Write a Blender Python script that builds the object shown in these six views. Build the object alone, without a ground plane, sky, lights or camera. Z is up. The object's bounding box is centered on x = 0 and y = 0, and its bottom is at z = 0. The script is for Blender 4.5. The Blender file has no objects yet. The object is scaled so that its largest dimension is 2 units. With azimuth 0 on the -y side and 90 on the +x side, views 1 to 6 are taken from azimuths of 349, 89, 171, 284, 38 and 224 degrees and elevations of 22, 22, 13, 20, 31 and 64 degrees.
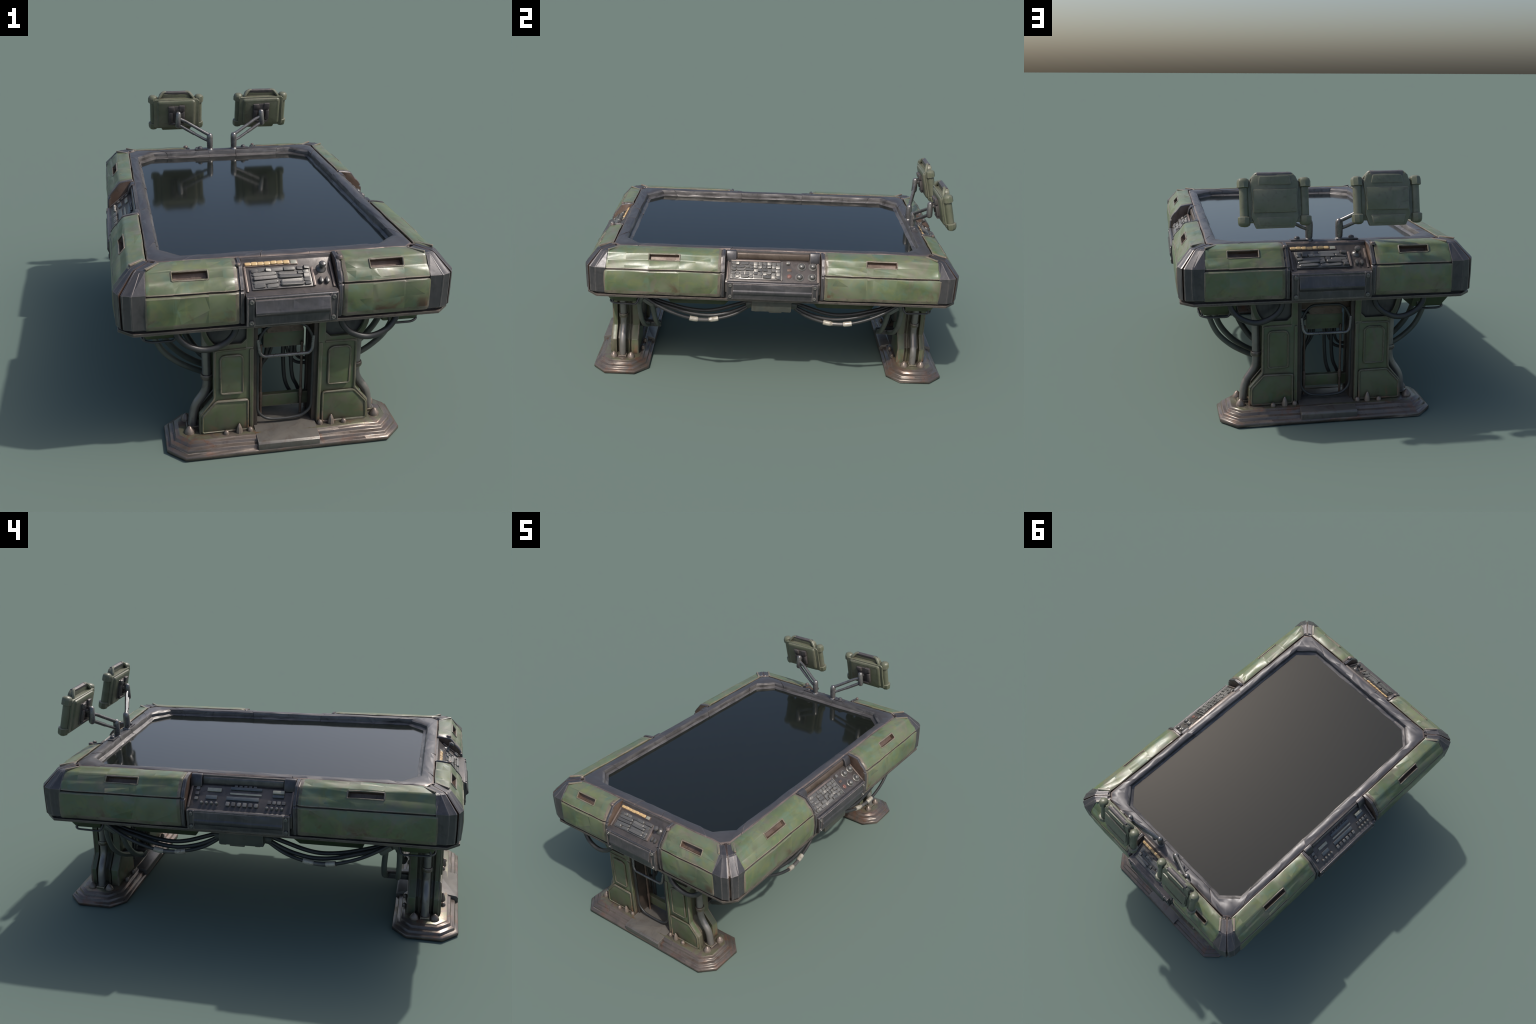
# Rugged olive-green field map table: dark glass top in an armoured rim with four
# control consoles, two pedestal legs, hoses and two small monitors on jointed arms.
import bpy, bmesh, math, random
from mathutils import Vector, Matrix, noise

rng = random.Random(4711)
D = bpy.data
COL = bpy.context.scene.collection

# ----------------------------------------------------------------------------
# materials
# ----------------------------------------------------------------------------
def N(nt, kind, **kw):
    n = nt.nodes.new(kind)
    for k, v in kw.items():
        setattr(n, k, v)
    return n

def ramp(nt, stops):
    r = N(nt, 'ShaderNodeValToRGB')
    cr = r.color_ramp
    while len(cr.elements) < len(stops):
        cr.elements.new(0.5)
    for e, (p, c) in zip(cr.elements, stops):
        e.position = p
        e.color = (*c, 1) if len(c) == 3 else c
    return r

def mixc(nt, fac, a, b):
    m = N(nt, 'ShaderNodeMix', data_type='RGBA')
    L = nt.links
    for sock, v in ((m.inputs[0], fac), (m.inputs[6], a), (m.inputs[7], b)):
        if hasattr(v, 'node'):
            L.new(v, sock)
        elif isinstance(v, (tuple, list)):
            sock.default_value = (*v, 1)
        else:
            sock.default_value = v
    return m.outputs[2]

def math_(nt, op, a, b=None, clamp=False):
    m = N(nt, 'ShaderNodeMath', operation=op, use_clamp=clamp)
    for i, v in enumerate((a, b)):
        if v is None:
            continue
        if hasattr(v, 'node'):
            nt.links.new(v, m.inputs[i])
        else:
            m.inputs[i].default_value = v
    return m.outputs[0]

def noise_tex(nt, vec, scale, detail=4, rough=0.6, dist=0.0):
    n = N(nt, 'ShaderNodeTexNoise')
    n.inputs['Scale'].default_value = scale
    n.inputs['Detail'].default_value = detail
    n.inputs['Roughness'].default_value = rough
    n.inputs['Distortion'].default_value = dist
    nt.links.new(vec, n.inputs['Vector'])
    return n.outputs['Fac']

def smooth(nt, v, lo, hi, a=0.0, b=1.0):
    m = N(nt, 'ShaderNodeMapRange', interpolation_type='SMOOTHSTEP')
    nt.links.new(v, m.inputs['Value'])
    m.inputs['From Min'].default_value = lo
    m.inputs['From Max'].default_value = hi
    m.inputs['To Min'].default_value = a
    m.inputs['To Max'].default_value = b
    return m.outputs['Result']

def material(name, base, base2, wear=None, wear_amt=0.0, wear_gain=9.0, wear_r=0.006,
             grime=None, grime_amt=0.5, rust=None, rust_amt=0.0, rust_z=None,
             top=None, top_z=None, rough=0.42, metal=0.0, spec=0.5, scale=5.0,
             streak=None, bump=0.15, coat=0.0, stretch=(1, 1, 1), edge=None, edge_amt=0.0, edge_r=0.022,
             tints=None, baked_ao=None, baked_ao_amt=0.0, baked_ao_d=0.03):
    m = D.materials.new(name)
    m.use_nodes = True
    nt = m.node_tree
    nt.nodes.clear()
    L = nt.links
    out = N(nt, 'ShaderNodeOutputMaterial')
    bs = N(nt, 'ShaderNodeBsdfPrincipled')
    L.new(bs.outputs[0], out.inputs[0])
    tc = N(nt, 'ShaderNodeTexCoord')
    mp = N(nt, 'ShaderNodeMapping')
    mp.inputs['Scale'].default_value = stretch
    L.new(tc.outputs['Object'], mp.inputs[0])
    vec = mp.outputs[0]
    geo = N(nt, 'ShaderNodeNewGeometry')
    big = noise_tex(nt, vec, scale, 4, 0.55, 0.6)
    f = smooth(nt, big, 0.34, 0.66)
    col = mixc(nt, f, base, base2)
    fine = noise_tex(nt, vec, scale * 7, 5, 0.65)
    sep = N(nt, 'ShaderNodeSeparateXYZ')
    L.new(geo.outputs['Position'], sep.inputs[0])
    if top is not None:
        zf = smooth(nt, sep.outputs[2], top_z[0], top_z[1])
        zf = math_(nt, 'MULTIPLY', zf, smooth(nt, noise_tex(nt, vec, 14, 4, 0.6, 0.8), 0.40, 0.56))
        col = mixc(nt, zf, col, top)
    if streak is not None:
        mp2 = N(nt, 'ShaderNodeMapping')
        mp2.inputs['Scale'].default_value = streak[1]
        L.new(tc.outputs['Object'], mp2.inputs[0])
        s = smooth(nt, noise_tex(nt, mp2.outputs[0], 6, 3, 0.6), 0.50, 0.72, 0, streak[2])
        col = mixc(nt, s, col, streak[0])
    if grime is not None:
        g = smooth(nt, noise_tex(nt, vec, scale * 2.3, 6, 0.7, 1.0), 0.50, 0.70, 0, grime_amt)
        col = mixc(nt, g, col, grime)
    if rust is not None:
        r = smooth(nt, noise_tex(nt, vec, scale * 1.2, 5, 0.65, 1.2), 0.50, 0.66, 0, rust_amt)
        if rust_z is not None:
            r = math_(nt, 'MULTIPLY', r, smooth(nt, sep.outputs[2], rust_z[1], rust_z[0]))
        col = mixc(nt, r, col, rust)
    if tints is not None:
        for q, (tc_, sc, amt) in enumerate(tints):
            mq = N(nt, 'ShaderNodeMapping')
            mq.inputs['Location'].default_value = (3.1 * q + 1.7, 5.3 * q, 2.9)
            L.new(tc.outputs['Object'], mq.inputs[0])
            col = mixc(nt, smooth(nt, noise_tex(nt, mq.outputs[0], sc, 4, 0.6, 0.9), 0.50, 0.68, 0, amt), col, tc_)
    if baked_ao is not None:  # contact shade painted into base colour around seams and recesses
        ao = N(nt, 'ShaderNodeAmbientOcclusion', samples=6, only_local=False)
        ao.inputs['Distance'].default_value = baked_ao_d
        dd = smooth(nt, ao.outputs['AO'], 0.85, 0.35, 0, baked_ao_amt)
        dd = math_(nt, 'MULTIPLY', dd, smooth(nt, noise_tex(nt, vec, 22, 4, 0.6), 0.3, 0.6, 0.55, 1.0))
        col = mixc(nt, dd, col, baked_ao)
    if edge is not None:
        bv = N(nt, 'ShaderNodeBevel', samples=8)
        bv.inputs['Radius'].default_value = edge_r
        d = N(nt, 'ShaderNodeVectorMath', operation='DOT_PRODUCT')
        L.new(bv.outputs[0], d.inputs[0])
        L.new(geo.outputs['Normal'], d.inputs[1])
        e = math_(nt, 'SUBTRACT', 0.975, d.outputs['Value'])
        e = math_(nt, 'MULTIPLY', e, 9.0, True)
        e = math_(nt, 'MULTIPLY', e, smooth(nt, noise_tex(nt, vec, 11, 5, 0.65, 0.7), 0.30, 0.60, 0.25, edge_amt))
        col = mixc(nt, e, col, edge)
    if wear is not None and wear_amt > 0:
        bv = N(nt, 'ShaderNodeBevel', samples=6)
        bv.inputs['Radius'].default_value = wear_r
        d = N(nt, 'ShaderNodeVectorMath', operation='DOT_PRODUCT')
        L.new(bv.outputs[0], d.inputs[0])
        L.new(geo.outputs['Normal'], d.inputs[1])
        e = math_(nt, 'SUBTRACT', 0.982, d.outputs['Value'])
        e = math_(nt, 'MULTIPLY', e, wear_gain * 1.6, True)
        e = math_(nt, 'MULTIPLY', e, smooth(nt, fine, 0.25, 0.62, 0.25, wear_amt))
        col = mixc(nt, e, col, wear)
    L.new(col, bs.inputs['Base Color'])
    rr = smooth(nt, fine, 0.3, 0.75, rough - 0.02, rough + 0.06)
    L.new(rr, bs.inputs['Roughness'])
    bs.inputs['Metallic'].default_value = metal
    bs.inputs['Specular IOR Level'].default_value = spec
    bs.inputs['Coat Weight'].default_value = coat
    if bump > 0:
        b = N(nt, 'ShaderNodeBump')
        b.inputs['Strength'].default_value = bump
        b.inputs['Distance'].default_value = 0.002
        L.new(noise_tex(nt, vec, 70, 4, 0.6), b.inputs['Height'])
        L.new(b.outputs[0], bs.inputs['Normal'])
    return m

TAN = (0.33, 0.25, 0.20)
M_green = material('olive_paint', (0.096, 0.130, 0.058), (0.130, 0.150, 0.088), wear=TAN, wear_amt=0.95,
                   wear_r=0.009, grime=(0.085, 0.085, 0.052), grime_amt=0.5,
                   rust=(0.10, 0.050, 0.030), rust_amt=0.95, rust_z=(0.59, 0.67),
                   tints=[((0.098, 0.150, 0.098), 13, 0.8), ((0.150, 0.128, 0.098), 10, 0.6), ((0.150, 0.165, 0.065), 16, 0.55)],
                   baked_ao=(0.035, 0.030, 0.022), baked_ao_amt=0.85, baked_ao_d=0.035,
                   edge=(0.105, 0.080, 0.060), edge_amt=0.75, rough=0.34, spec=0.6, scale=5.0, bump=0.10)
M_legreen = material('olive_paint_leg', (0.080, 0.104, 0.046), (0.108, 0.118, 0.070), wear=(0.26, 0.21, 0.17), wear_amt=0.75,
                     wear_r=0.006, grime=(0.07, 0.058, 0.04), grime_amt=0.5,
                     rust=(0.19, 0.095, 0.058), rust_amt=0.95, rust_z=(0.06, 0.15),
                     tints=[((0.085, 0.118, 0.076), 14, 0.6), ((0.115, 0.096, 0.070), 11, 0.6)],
                     baked_ao=(0.035, 0.028, 0.020), baked_ao_amt=0.85, baked_ao_d=0.03,
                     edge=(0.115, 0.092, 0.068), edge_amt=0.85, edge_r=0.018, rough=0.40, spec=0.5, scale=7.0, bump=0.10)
M_legframe = material('leg_frame_wear', (0.135, 0.115, 0.085), (0.090, 0.095, 0.055), wear=(0.32, 0.26, 0.21), wear_amt=0.5, wear_r=0.004,
                      grime=(0.05, 0.038, 0.028), grime_amt=0.7, rust=(0.18, 0.09, 0.055), rust_amt=0.8, rust_z=(0.06, 0.16), rough=0.38, spec=0.5, scale=14.0)
M_seam = material('dark_seam', (0.030, 0.026, 0.021), (0.062, 0.047, 0.036), rough=0.5, scale=16.0)
M_groove = material('post_groove', (0.028, 0.022, 0.020), (0.075, 0.045, 0.034), rough=0.45, scale=10.0)
M_border = material('panel_border_wear', (0.165, 0.135, 0.105), (0.105, 0.112, 0.062), wear=(0.36, 0.29, 0.23), wear_amt=0.8, wear_r=0.006,
                    grime=(0.06, 0.045, 0.035), grime_amt=0.6, rough=0.36, spec=0.55, scale=12.0)
M_legside = material('leg_side_dirty', (0.085, 0.085, 0.052), (0.075, 0.064, 0.045), wear=(0.24, 0.19, 0.15), wear_amt=0.6,
                     grime=(0.04, 0.032, 0.024), grime_amt=0.6, rust=(0.16, 0.085, 0.055), rust_amt=0.8, rust_z=(0.06, 0.2),
                     rough=0.42, scale=9.0)
M_box = material('dull_box', (0.050, 0.055, 0.048), (0.068, 0.068, 0.056), wear=(0.18, 0.15, 0.11), wear_amt=0.5, grime=(0.035, 0.03, 0.024), grime_amt=0.5, rough=0.45, scale=12.0)
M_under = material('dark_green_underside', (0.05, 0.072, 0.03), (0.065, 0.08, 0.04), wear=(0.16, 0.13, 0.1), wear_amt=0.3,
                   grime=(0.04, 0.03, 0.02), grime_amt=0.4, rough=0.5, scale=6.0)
M_dark = material('dark_gunmetal', (0.058, 0.057, 0.062), (0.082, 0.077, 0.079), baked_ao=(0.022, 0.020, 0.020), baked_ao_amt=0.7, wear=(0.34, 0.29, 0.27), wear_amt=0.85,
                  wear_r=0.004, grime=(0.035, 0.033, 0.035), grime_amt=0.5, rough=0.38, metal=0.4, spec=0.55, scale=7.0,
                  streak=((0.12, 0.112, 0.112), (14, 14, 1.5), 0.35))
M_bezel = material('bezel_gunmetal', (0.062, 0.061, 0.067), (0.080, 0.077, 0.081), wear=(0.26, 0.22, 0.205), wear_amt=0.4,
                   wear_r=0.004, rough=0.40, metal=0.3, spec=0.5, scale=5.0, bump=0.05)
M_inner = material('bezel_inner', (0.10, 0.093, 0.09), (0.16, 0.15, 0.145), grime=(0.04, 0.037, 0.036), grime_amt=0.7,
                   rough=0.38, metal=0.4, scale=7.0, streak=((0.05, 0.047, 0.047), (1, 1, 14), 0.8))
M_trim = material('worn_trim', (0.20, 0.155, 0.135), (0.13, 0.105, 0.095), wear=(0.40, 0.33, 0.28), wear_amt=0.6,
                  grime=(0.06, 0.045, 0.04), grime_amt=0.6, rough=0.4, metal=0.35, scale=8.0)
M_foot = material('rusty_foot_metal', (0.150, 0.120, 0.100), (0.105, 0.090, 0.079), baked_ao=(0.035, 0.028, 0.022), baked_ao_amt=0.8, wear=(0.50, 0.42, 0.35), wear_amt=1.0,  # paler, warmer colour along the step edges
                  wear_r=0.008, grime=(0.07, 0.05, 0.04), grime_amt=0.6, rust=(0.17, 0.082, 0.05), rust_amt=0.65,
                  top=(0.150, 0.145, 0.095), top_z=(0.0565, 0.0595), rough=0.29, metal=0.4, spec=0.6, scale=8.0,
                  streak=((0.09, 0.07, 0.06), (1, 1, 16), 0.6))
M_cover = material('grey_cover_plate', (0.150, 0.138, 0.122), (0.115, 0.108, 0.100), wear=(0.28, 0.25, 0.23), wear_amt=0.5,
                   grime=(0.09, 0.06, 0.045), grime_amt=0.5, rough=0.38, metal=0.35, scale=9.0)
M_bolt = material('rusty_bolt', (0.21, 0.165, 0.135), (0.16, 0.13, 0.108), wear=(0.42, 0.35, 0.29), wear_amt=0.5, grime=(0.08, 0.06, 0.045), grime_amt=0.6,
                  rough=0.34, metal=0.3, scale=40.0)
M_ledge = material('ledge_trim', (0.115, 0.095, 0.083), (0.075, 0.066, 0.060), wear=(0.32, 0.27, 0.23), wear_amt=0.7, grime=(0.04, 0.033, 0.03), grime_amt=0.7,
                   rough=0.38, metal=0.35, scale=9.0)
M_band = material('dull_brown_band', (0.085, 0.062, 0.048), (0.125, 0.095, 0.075), wear=(0.3, 0.22, 0.17), wear_amt=0.5, grime=(0.04, 0.03, 0.024), grime_amt=0.6, rough=0.4, metal=0.25, scale=9.0)
M_brown = material('rusty_recess', (0.100, 0.062, 0.045), (0.140, 0.100, 0.078), wear=(0.3, 0.22, 0.17), wear_amt=0.4,
                   grime=(0.045, 0.03, 0.022), grime_amt=0.7, rough=0.45, metal=0.2, scale=11.0)
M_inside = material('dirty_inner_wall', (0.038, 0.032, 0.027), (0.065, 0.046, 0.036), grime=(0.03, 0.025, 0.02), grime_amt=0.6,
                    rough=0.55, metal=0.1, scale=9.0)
M_rubber = material('cable_rubber', (0.022, 0.023, 0.024), (0.036, 0.035, 0.034), rough=0.42, scale=9.0, bump=0.1)
M_hose = material('grey_green_hose', (0.075, 0.085, 0.075), (0.10, 0.105, 0.088), grime=(0.05, 0.042, 0.035), grime_amt=0.5, rough=0.42, scale=9.0)
M_pipe = material('brushed_pipe', (0.24, 0.225, 0.21), (0.19, 0.175, 0.16), grime=(0.14, 0.105, 0.085), grime_amt=0.5, rough=0.30, metal=0.5, scale=7.0, bump=0.03)
M_arm = material('arm_metal', (0.22, 0.215, 0.21), (0.15, 0.145, 0.142), wear=(0.42, 0.36, 0.32), wear_amt=0.5, wear_r=0.003,
                 grime=(0.10, 0.08, 0.07), grime_amt=0.5, rough=0.28, metal=0.65, scale=16.0)
M_monitor = material('monitor_green', (0.108, 0.120, 0.074), (0.138, 0.140, 0.098), baked_ao=(0.04, 0.035, 0.026), baked_ao_amt=0.8, baked_ao_d=0.02, wear=(0.30, 0.28, 0.22), wear_amt=0.6, wear_r=0.004,
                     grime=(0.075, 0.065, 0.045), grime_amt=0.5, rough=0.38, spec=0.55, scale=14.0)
M_mount = material('mount_plate_metal', (0.085, 0.078, 0.078), (0.125, 0.112, 0.108), wear=(0.25, 0.21, 0.2), wear_amt=0.5, wear_r=0.003,
                   rough=0.4, metal=0.4, scale=18.0)
M_key = material('worn_key', (0.14, 0.134, 0.124), (0.25, 0.238, 0.215), wear=(0.45, 0.42, 0.37), wear_amt=0.5, wear_r=0.002,
                 grime=(0.06, 0.05, 0.045), grime_amt=0.7, rough=0.32, metal=0.35, scale=30.0)
M_keymid = material('grey_key', (0.10, 0.098, 0.093), (0.185, 0.178, 0.165), wear=(0.42, 0.39, 0.34), wear_amt=0.6, wear_r=0.002,
                    grime=(0.05, 0.044, 0.04), grime_amt=0.6, rough=0.3, metal=0.35, scale=30.0)
M_keydark = material('dark_key', (0.085, 0.082, 0.08), (0.13, 0.122, 0.115), wear=(0.28, 0.25, 0.22), wear_amt=0.5, wear_r=0.002,
                     rough=0.32, metal=0.35, scale=25.0)
M_slate = material('slate_button', (0.075, 0.09, 0.10), (0.10, 0.11, 0.115), wear=(0.25, 0.25, 0.25), wear_amt=0.4, wear_r=0.002, rough=0.35, metal=0.2, scale=25.0)
M_pale = material('pale_display', (0.24, 0.245, 0.20), (0.32, 0.31, 0.25), wear=(0.45, 0.43, 0.36), wear_amt=0.4, wear_r=0.002, rough=0.3, scale=25.0)
M_amber = material('amber_lamp', (0.40, 0.235, 0.10), (0.66, 0.49, 0.25), rough=0.3, scale=40.0, bump=0.0)
M_red = material('red_brown_button', (0.16, 0.07, 0.055), (0.2, 0.1, 0.08), rough=0.35, scale=25.0)
M_desk = material('console_desk_metal', (0.075, 0.068, 0.066), (0.115, 0.098, 0.09), wear=(0.30, 0.25, 0.21), wear_amt=0.6, wear_r=0.004,
                  grime=(0.04, 0.034, 0.03), grime_amt=0.6, rough=0.36, metal=0.4, scale=12.0)
M_conn = material('pale_connector', (0.42, 0.39, 0.33), (0.30, 0.26, 0.21), grime=(0.14, 0.1, 0.07), grime_amt=0.7, rough=0.3, metal=0.2, scale=25.0)

def glass_material():
    m = D.materials.new('black_glass')
    m.use_nodes = True
    bs = m.node_tree.nodes['Principled BSDF']
    bs.inputs['Base Color'].default_value = (0.0095, 0.0115, 0.0095, 1)
    bs.inputs['Roughness'].default_value = 0.085
    bs.inputs['Specular IOR Level'].default_value = 0.5
    bs.inputs['IOR'].default_value = 1.5
    return m
M_glass = glass_material()

# ----------------------------------------------------------------------------
# geometry helpers
# ----------------------------------------------------------------------------
def empty(name, parent=None):
    o = D.objects.new(name, None)
    COL.objects.link(o)
    o.parent = parent
    return o

def link(name, mesh, parent, mat4=None, kind=None):
    o = D.objects.new(name, mesh)
    COL.objects.link(o)
    o.parent = parent
    if mat4 is not None:
        o.matrix_local = mat4
    if kind:
        o['kind'] = kind
    return o

def finish(bm, mats, angle=38, wobble=0.0, wscale=9.0, grain=0.0, seed=0, crease=0.0, tilt=0.0, split=0.2):
    """bmesh -> mesh: optional hand-worn wobble, normals out, sharp by angle."""
    r = random.Random(seed + 17)
    if wobble or grain:
        off = Vector((seed * 3.7, seed * 1.3, seed * 2.1))
        for v in bm.verts:
            if wobble:
                v.co += noise.noise_vector(v.co * wscale + off) * wobble
            if grain:
                v.co += Vector((r.uniform(-1, 1), r.uniform(-1, 1), r.uniform(-1, 1))) * grain
    bmesh.ops.recalc_face_normals(bm, faces=bm.faces)
    if crease or tilt:
        quads = [f for f in bm.faces if len(f.verts) == 4 and f.calc_area() > 2e-4]
        bmesh.ops.triangulate(bm, faces=quads, quad_method='ALTERNATE' if seed % 2 else 'FIXED')
    me = D.meshes.new('part')
    bm.to_mesh(me)
    bm.free()
    for m in (mats if isinstance(mats, (list, tuple)) else [mats]):
        me.materials.append(m)
    me.polygons.foreach_set('use_smooth', [True] * len(me.polygons))
    me.set_sharp_from_angle(angle=math.radians(angle))
    if crease:
        for e in me.edges:
            if r.random() < crease:
                e.use_edge_sharp = True
    if tilt:
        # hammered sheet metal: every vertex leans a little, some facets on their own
        cn = [Vector(c.vector) for c in me.corner_normals]
        rv = lambda a: Vector((r.gauss(0, a), r.gauss(0, a), r.gauss(0, a)))
        vt = [rv(tilt) for _ in me.vertices]
        out = [None] * len(cn)
        for p in me.polygons:
            alone = p.area > 1.5e-4 and r.random() < split
            ft = rv(tilt * 1.1)
            k = min(1.0, p.area / 4e-4)
            for li in p.loop_indices:
                d = (ft + rv(tilt * 0.6)) if alone else vt[me.loops[li].vertex_index]
                out[li] = (cn[li] + d * k).normalized()
        me.normals_split_custom_set(out)
    return me

def merge(dst, src, mat=0):
    for f in src.faces:
        f.material_index = mat if mat is not None else f.material_index
    t = D.meshes.new('tmp')
    src.to_mesh(t)
    src.free()
    dst.from_mesh(t)
    D.meshes.remove(t)

def rounded(bm, off, seg=2, angle=25):
    if off > 0:
        ed = [e for e in bm.edges if e.is_manifold and e.calc_face_angle(0) > math.radians(angle)]
        bmesh.ops.bevel(bm, geom=ed, offset=off, segments=seg, profile=0.6, affect='EDGES', clamp_overlap=True)
    return bm

def box(dst, c, s, bev=0.003, rot=None, mat=0, seg=2):
    b = bmesh.new()
    bmesh.ops.create_cube(b, size=1)
    bmesh.ops.scale(b, vec=Vector(s), verts=b.verts)
    rounded(b, bev, seg)
    M = Matrix.Translation(Vector(c))
    if rot is not None:
        M = M @ rot
    bmesh.ops.transform(b, matrix=M, verts=b.verts)
    merge(dst, b, mat)

def prism(dst, poly, d0, d1, to, bev=0.003, mat=0, seg=2, cuts=0):
    """polygon (u,v) extruded from d0 to d1; to(u,v,d) -> world point"""
    b = bmesh.new()
    n = len(poly)
    st = [d0 + (d1 - d0) * i / (cuts + 1) for i in range(cuts + 2)]
    rings = [[b.verts.new(to(u, v, d)) for u, v in poly] for d in st]
    for A, B in zip(rings, rings[1:]):
        for i in range(n):
            b.faces.new((A[i], A[(i + 1) % n], B[(i + 1) % n], B[i]))
    b.faces.new(rings[0])
    b.faces.new(rings[-1])
    bmesh.ops.recalc_face_normals(b, faces=b.faces)
    rounded(b, bev, seg)
    merge(dst, b, mat)

def spline(pts, n=6):
    pts = [Vector(p) for p in pts]
    out = []
    for i in range(len(pts) - 1):
        p0 = pts[i - 1] if i else pts[0] * 2 - pts[1]
        p1, p2 = pts[i], pts[i + 1]
        p3 = pts[i + 2] if i + 2 < len(pts) else p2 * 2 - p1
        for k in range(n):
            t = k / n
            out.append(0.5 * ((2 * p1) + (p2 - p0) * t + (2 * p0 - 5 * p1 + 4 * p2 - p3) * t * t
                              + (3 * p1 - p0 - 3 * p2 + p3) * t ** 3))
    out.append(pts[-1])
    return out

def fillet(pts, r, n=4, closed=False):
    """round the corners of a polyline"""
    pts = [Vector(p) for p in pts]
    out = []
    m = len(pts)
    for i, p in enumerate(pts):
        if not closed and i in (0, m - 1):
            out.append(p)
            continue
        a, c = pts[i - 1], pts[(i + 1) % m]
        da, dc = (a - p), (c - p)
        k = min(r, da.length * 0.45, dc.length * 0.45)
        A, C = p + da.normalized() * k, p + dc.normalized() * k
        for j in range(n + 1):
            t = j / n
            out.append(A * (1 - t) ** 2 + p * 2 * t * (1 - t) + C * t * t)
    return out

def tube(dst, pts, r, seg=10, closed=False, mat=0):
    pts = [Vector(p) for p in pts]
    b = bmesh.new()
    n = len(pts)
    up = None
    rings = []
    for i, p in enumerate(pts):
        if closed:
            t = (pts[(i + 1) % n] - pts[i - 1]).normalized()
        else:
            t = (pts[min(i + 1, n - 1)] - pts[max(i - 1, 0)]).normalized()
        if up is None:
            up = t.orthogonal().normalized()
        up = (up - t * up.dot(t)).normalized()
        s = t.cross(up)
        rad = r[i] if isinstance(r, (list, tuple)) else r
        rings.append([b.verts.new(p + (up * math.cos(2 * math.pi * k / seg) + s * math.sin(2 * math.pi * k / seg)) * rad)
                      for k in range(seg)])
    pairs = list(zip(rings, rings[1:]))
    for A, B in pairs:
        for k in range(seg):
            b.faces.new((A[k], A[(k + 1) % seg], B[(k + 1) % seg], B[k]))
    if closed:
        A, B = rings[-1], rings[0]
        # match the start ring to the end ring to avoid a twist
        best = min(range(seg), key=lambda s_: sum((A[k].co - B[(k + s_) % seg].co).length for k in range(seg)))
        for k in range(seg):
            b.faces.new((A[k], A[(k + 1) % seg], B[(k + 1 + best) % seg], B[(k + best) % seg]))
    else:
        b.faces.new(rings[0])
        b.faces.new(rings[-1])
    bmesh.ops.recalc_face_normals(b, faces=b.faces)
    merge(dst, b, mat)

def lathe(dst, prof, origin=(0, 0, 0), axis=(0, 0, 1), seg=16, mat=0):
    """profile of (radius, height) about an axis, closed at both ends"""
    b = bmesh.new()
    q = Vector((0, 0, 1)).rotation_difference(Vector(axis).normalized()).to_matrix()
    o = Vector(origin)
    rings = [[b.verts.new(o + q @ Vector((r * math.cos(2 * math.pi * k / seg), r * math.sin(2 * math.pi * k / seg), h)))
              for k in range(seg)] for r, h in prof]
    for A, B in zip(rings, rings[1:]):
        for k in range(seg):
            b.faces.new((A[k], A[(k + 1) % seg], B[(k + 1) % seg], B[k]))
    b.faces.new(rings[0])
    b.faces.new(rings[-1])
    bmesh.ops.recalc_face_normals(b, faces=b.faces)
    merge(dst, b, mat)

def capsule(dst, a, c, r, mat=0, seg=14, r2=None):
    a, c = Vector(a), Vector(c)
    ax = c - a
    h = ax.length
    r2 = r if r2 is None else r2
    prof = [(r * 0.35, -r * 0.75), (r * 0.75, -r * 0.5), (r, -r * 0.05)]
    prof += [(r2, h + r2 * 0.05), (r2 * 0.75, h + r2 * 0.5), (r2 * 0.35, h + r2 * 0.75)]
    lathe(dst, prof, a, ax, seg, mat)

# side frames: a runs along the side, o outwards, z up.  Side 0 faces -y, then
# +x, +y, -x as the frame turns by quarter turns.
def side(k):
    R = Matrix.Rotation(math.pi / 2 * k, 3, 'Z')
    return lambda a, o, z: R @ Vector((a, -o, z))

def side4(k):
    return Matrix.Rotation(math.pi / 2 * k, 4, 'Z')

# ----------------------------------------------------------------------------
table = empty('map_table')
table['label'] = 'rugged olive green military map table with black glass top'
table['category'] = 'map table'

# ---- core body under the rim ------------------------------------------------
def octagon(hx, hy, c):
    return [(hx - c, -hy), (hx, -hy + c), (hx, hy - c), (hx - c, hy),
            (-hx + c, hy), (-hx, hy - c), (-hx, -hy + c), (-hx + c, -hy)]

flat = lambda u, v, d: Vector((u, v, d))
bm = bmesh.new()
prism(bm, octagon(0.632, 0.948, 0.05), 0.558, 0.632, flat, 0.002)
prism(bm, octagon(0.525, 0.835, 0.03), 0.600, 0.726, flat, 0.0)
link('tabletop_body', finish(bm, M_dark), table)

bm = bmesh.new()
prism(bm, octagon(0.645, 0.962, 0.055), 0.549, 0.5615, flat, 0.003, cuts=0)
link('lower_ledge', finish(bm, M_ledge), table)

# ---- glass ------------------------------------------------------------------
bm = bmesh.new()
prism(bm, octagon(0.468, 0.768, 0.085), 0.740, 0.7575, flat, 0.0)
link('glass_screen', finish(bm, M_glass), table)

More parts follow.
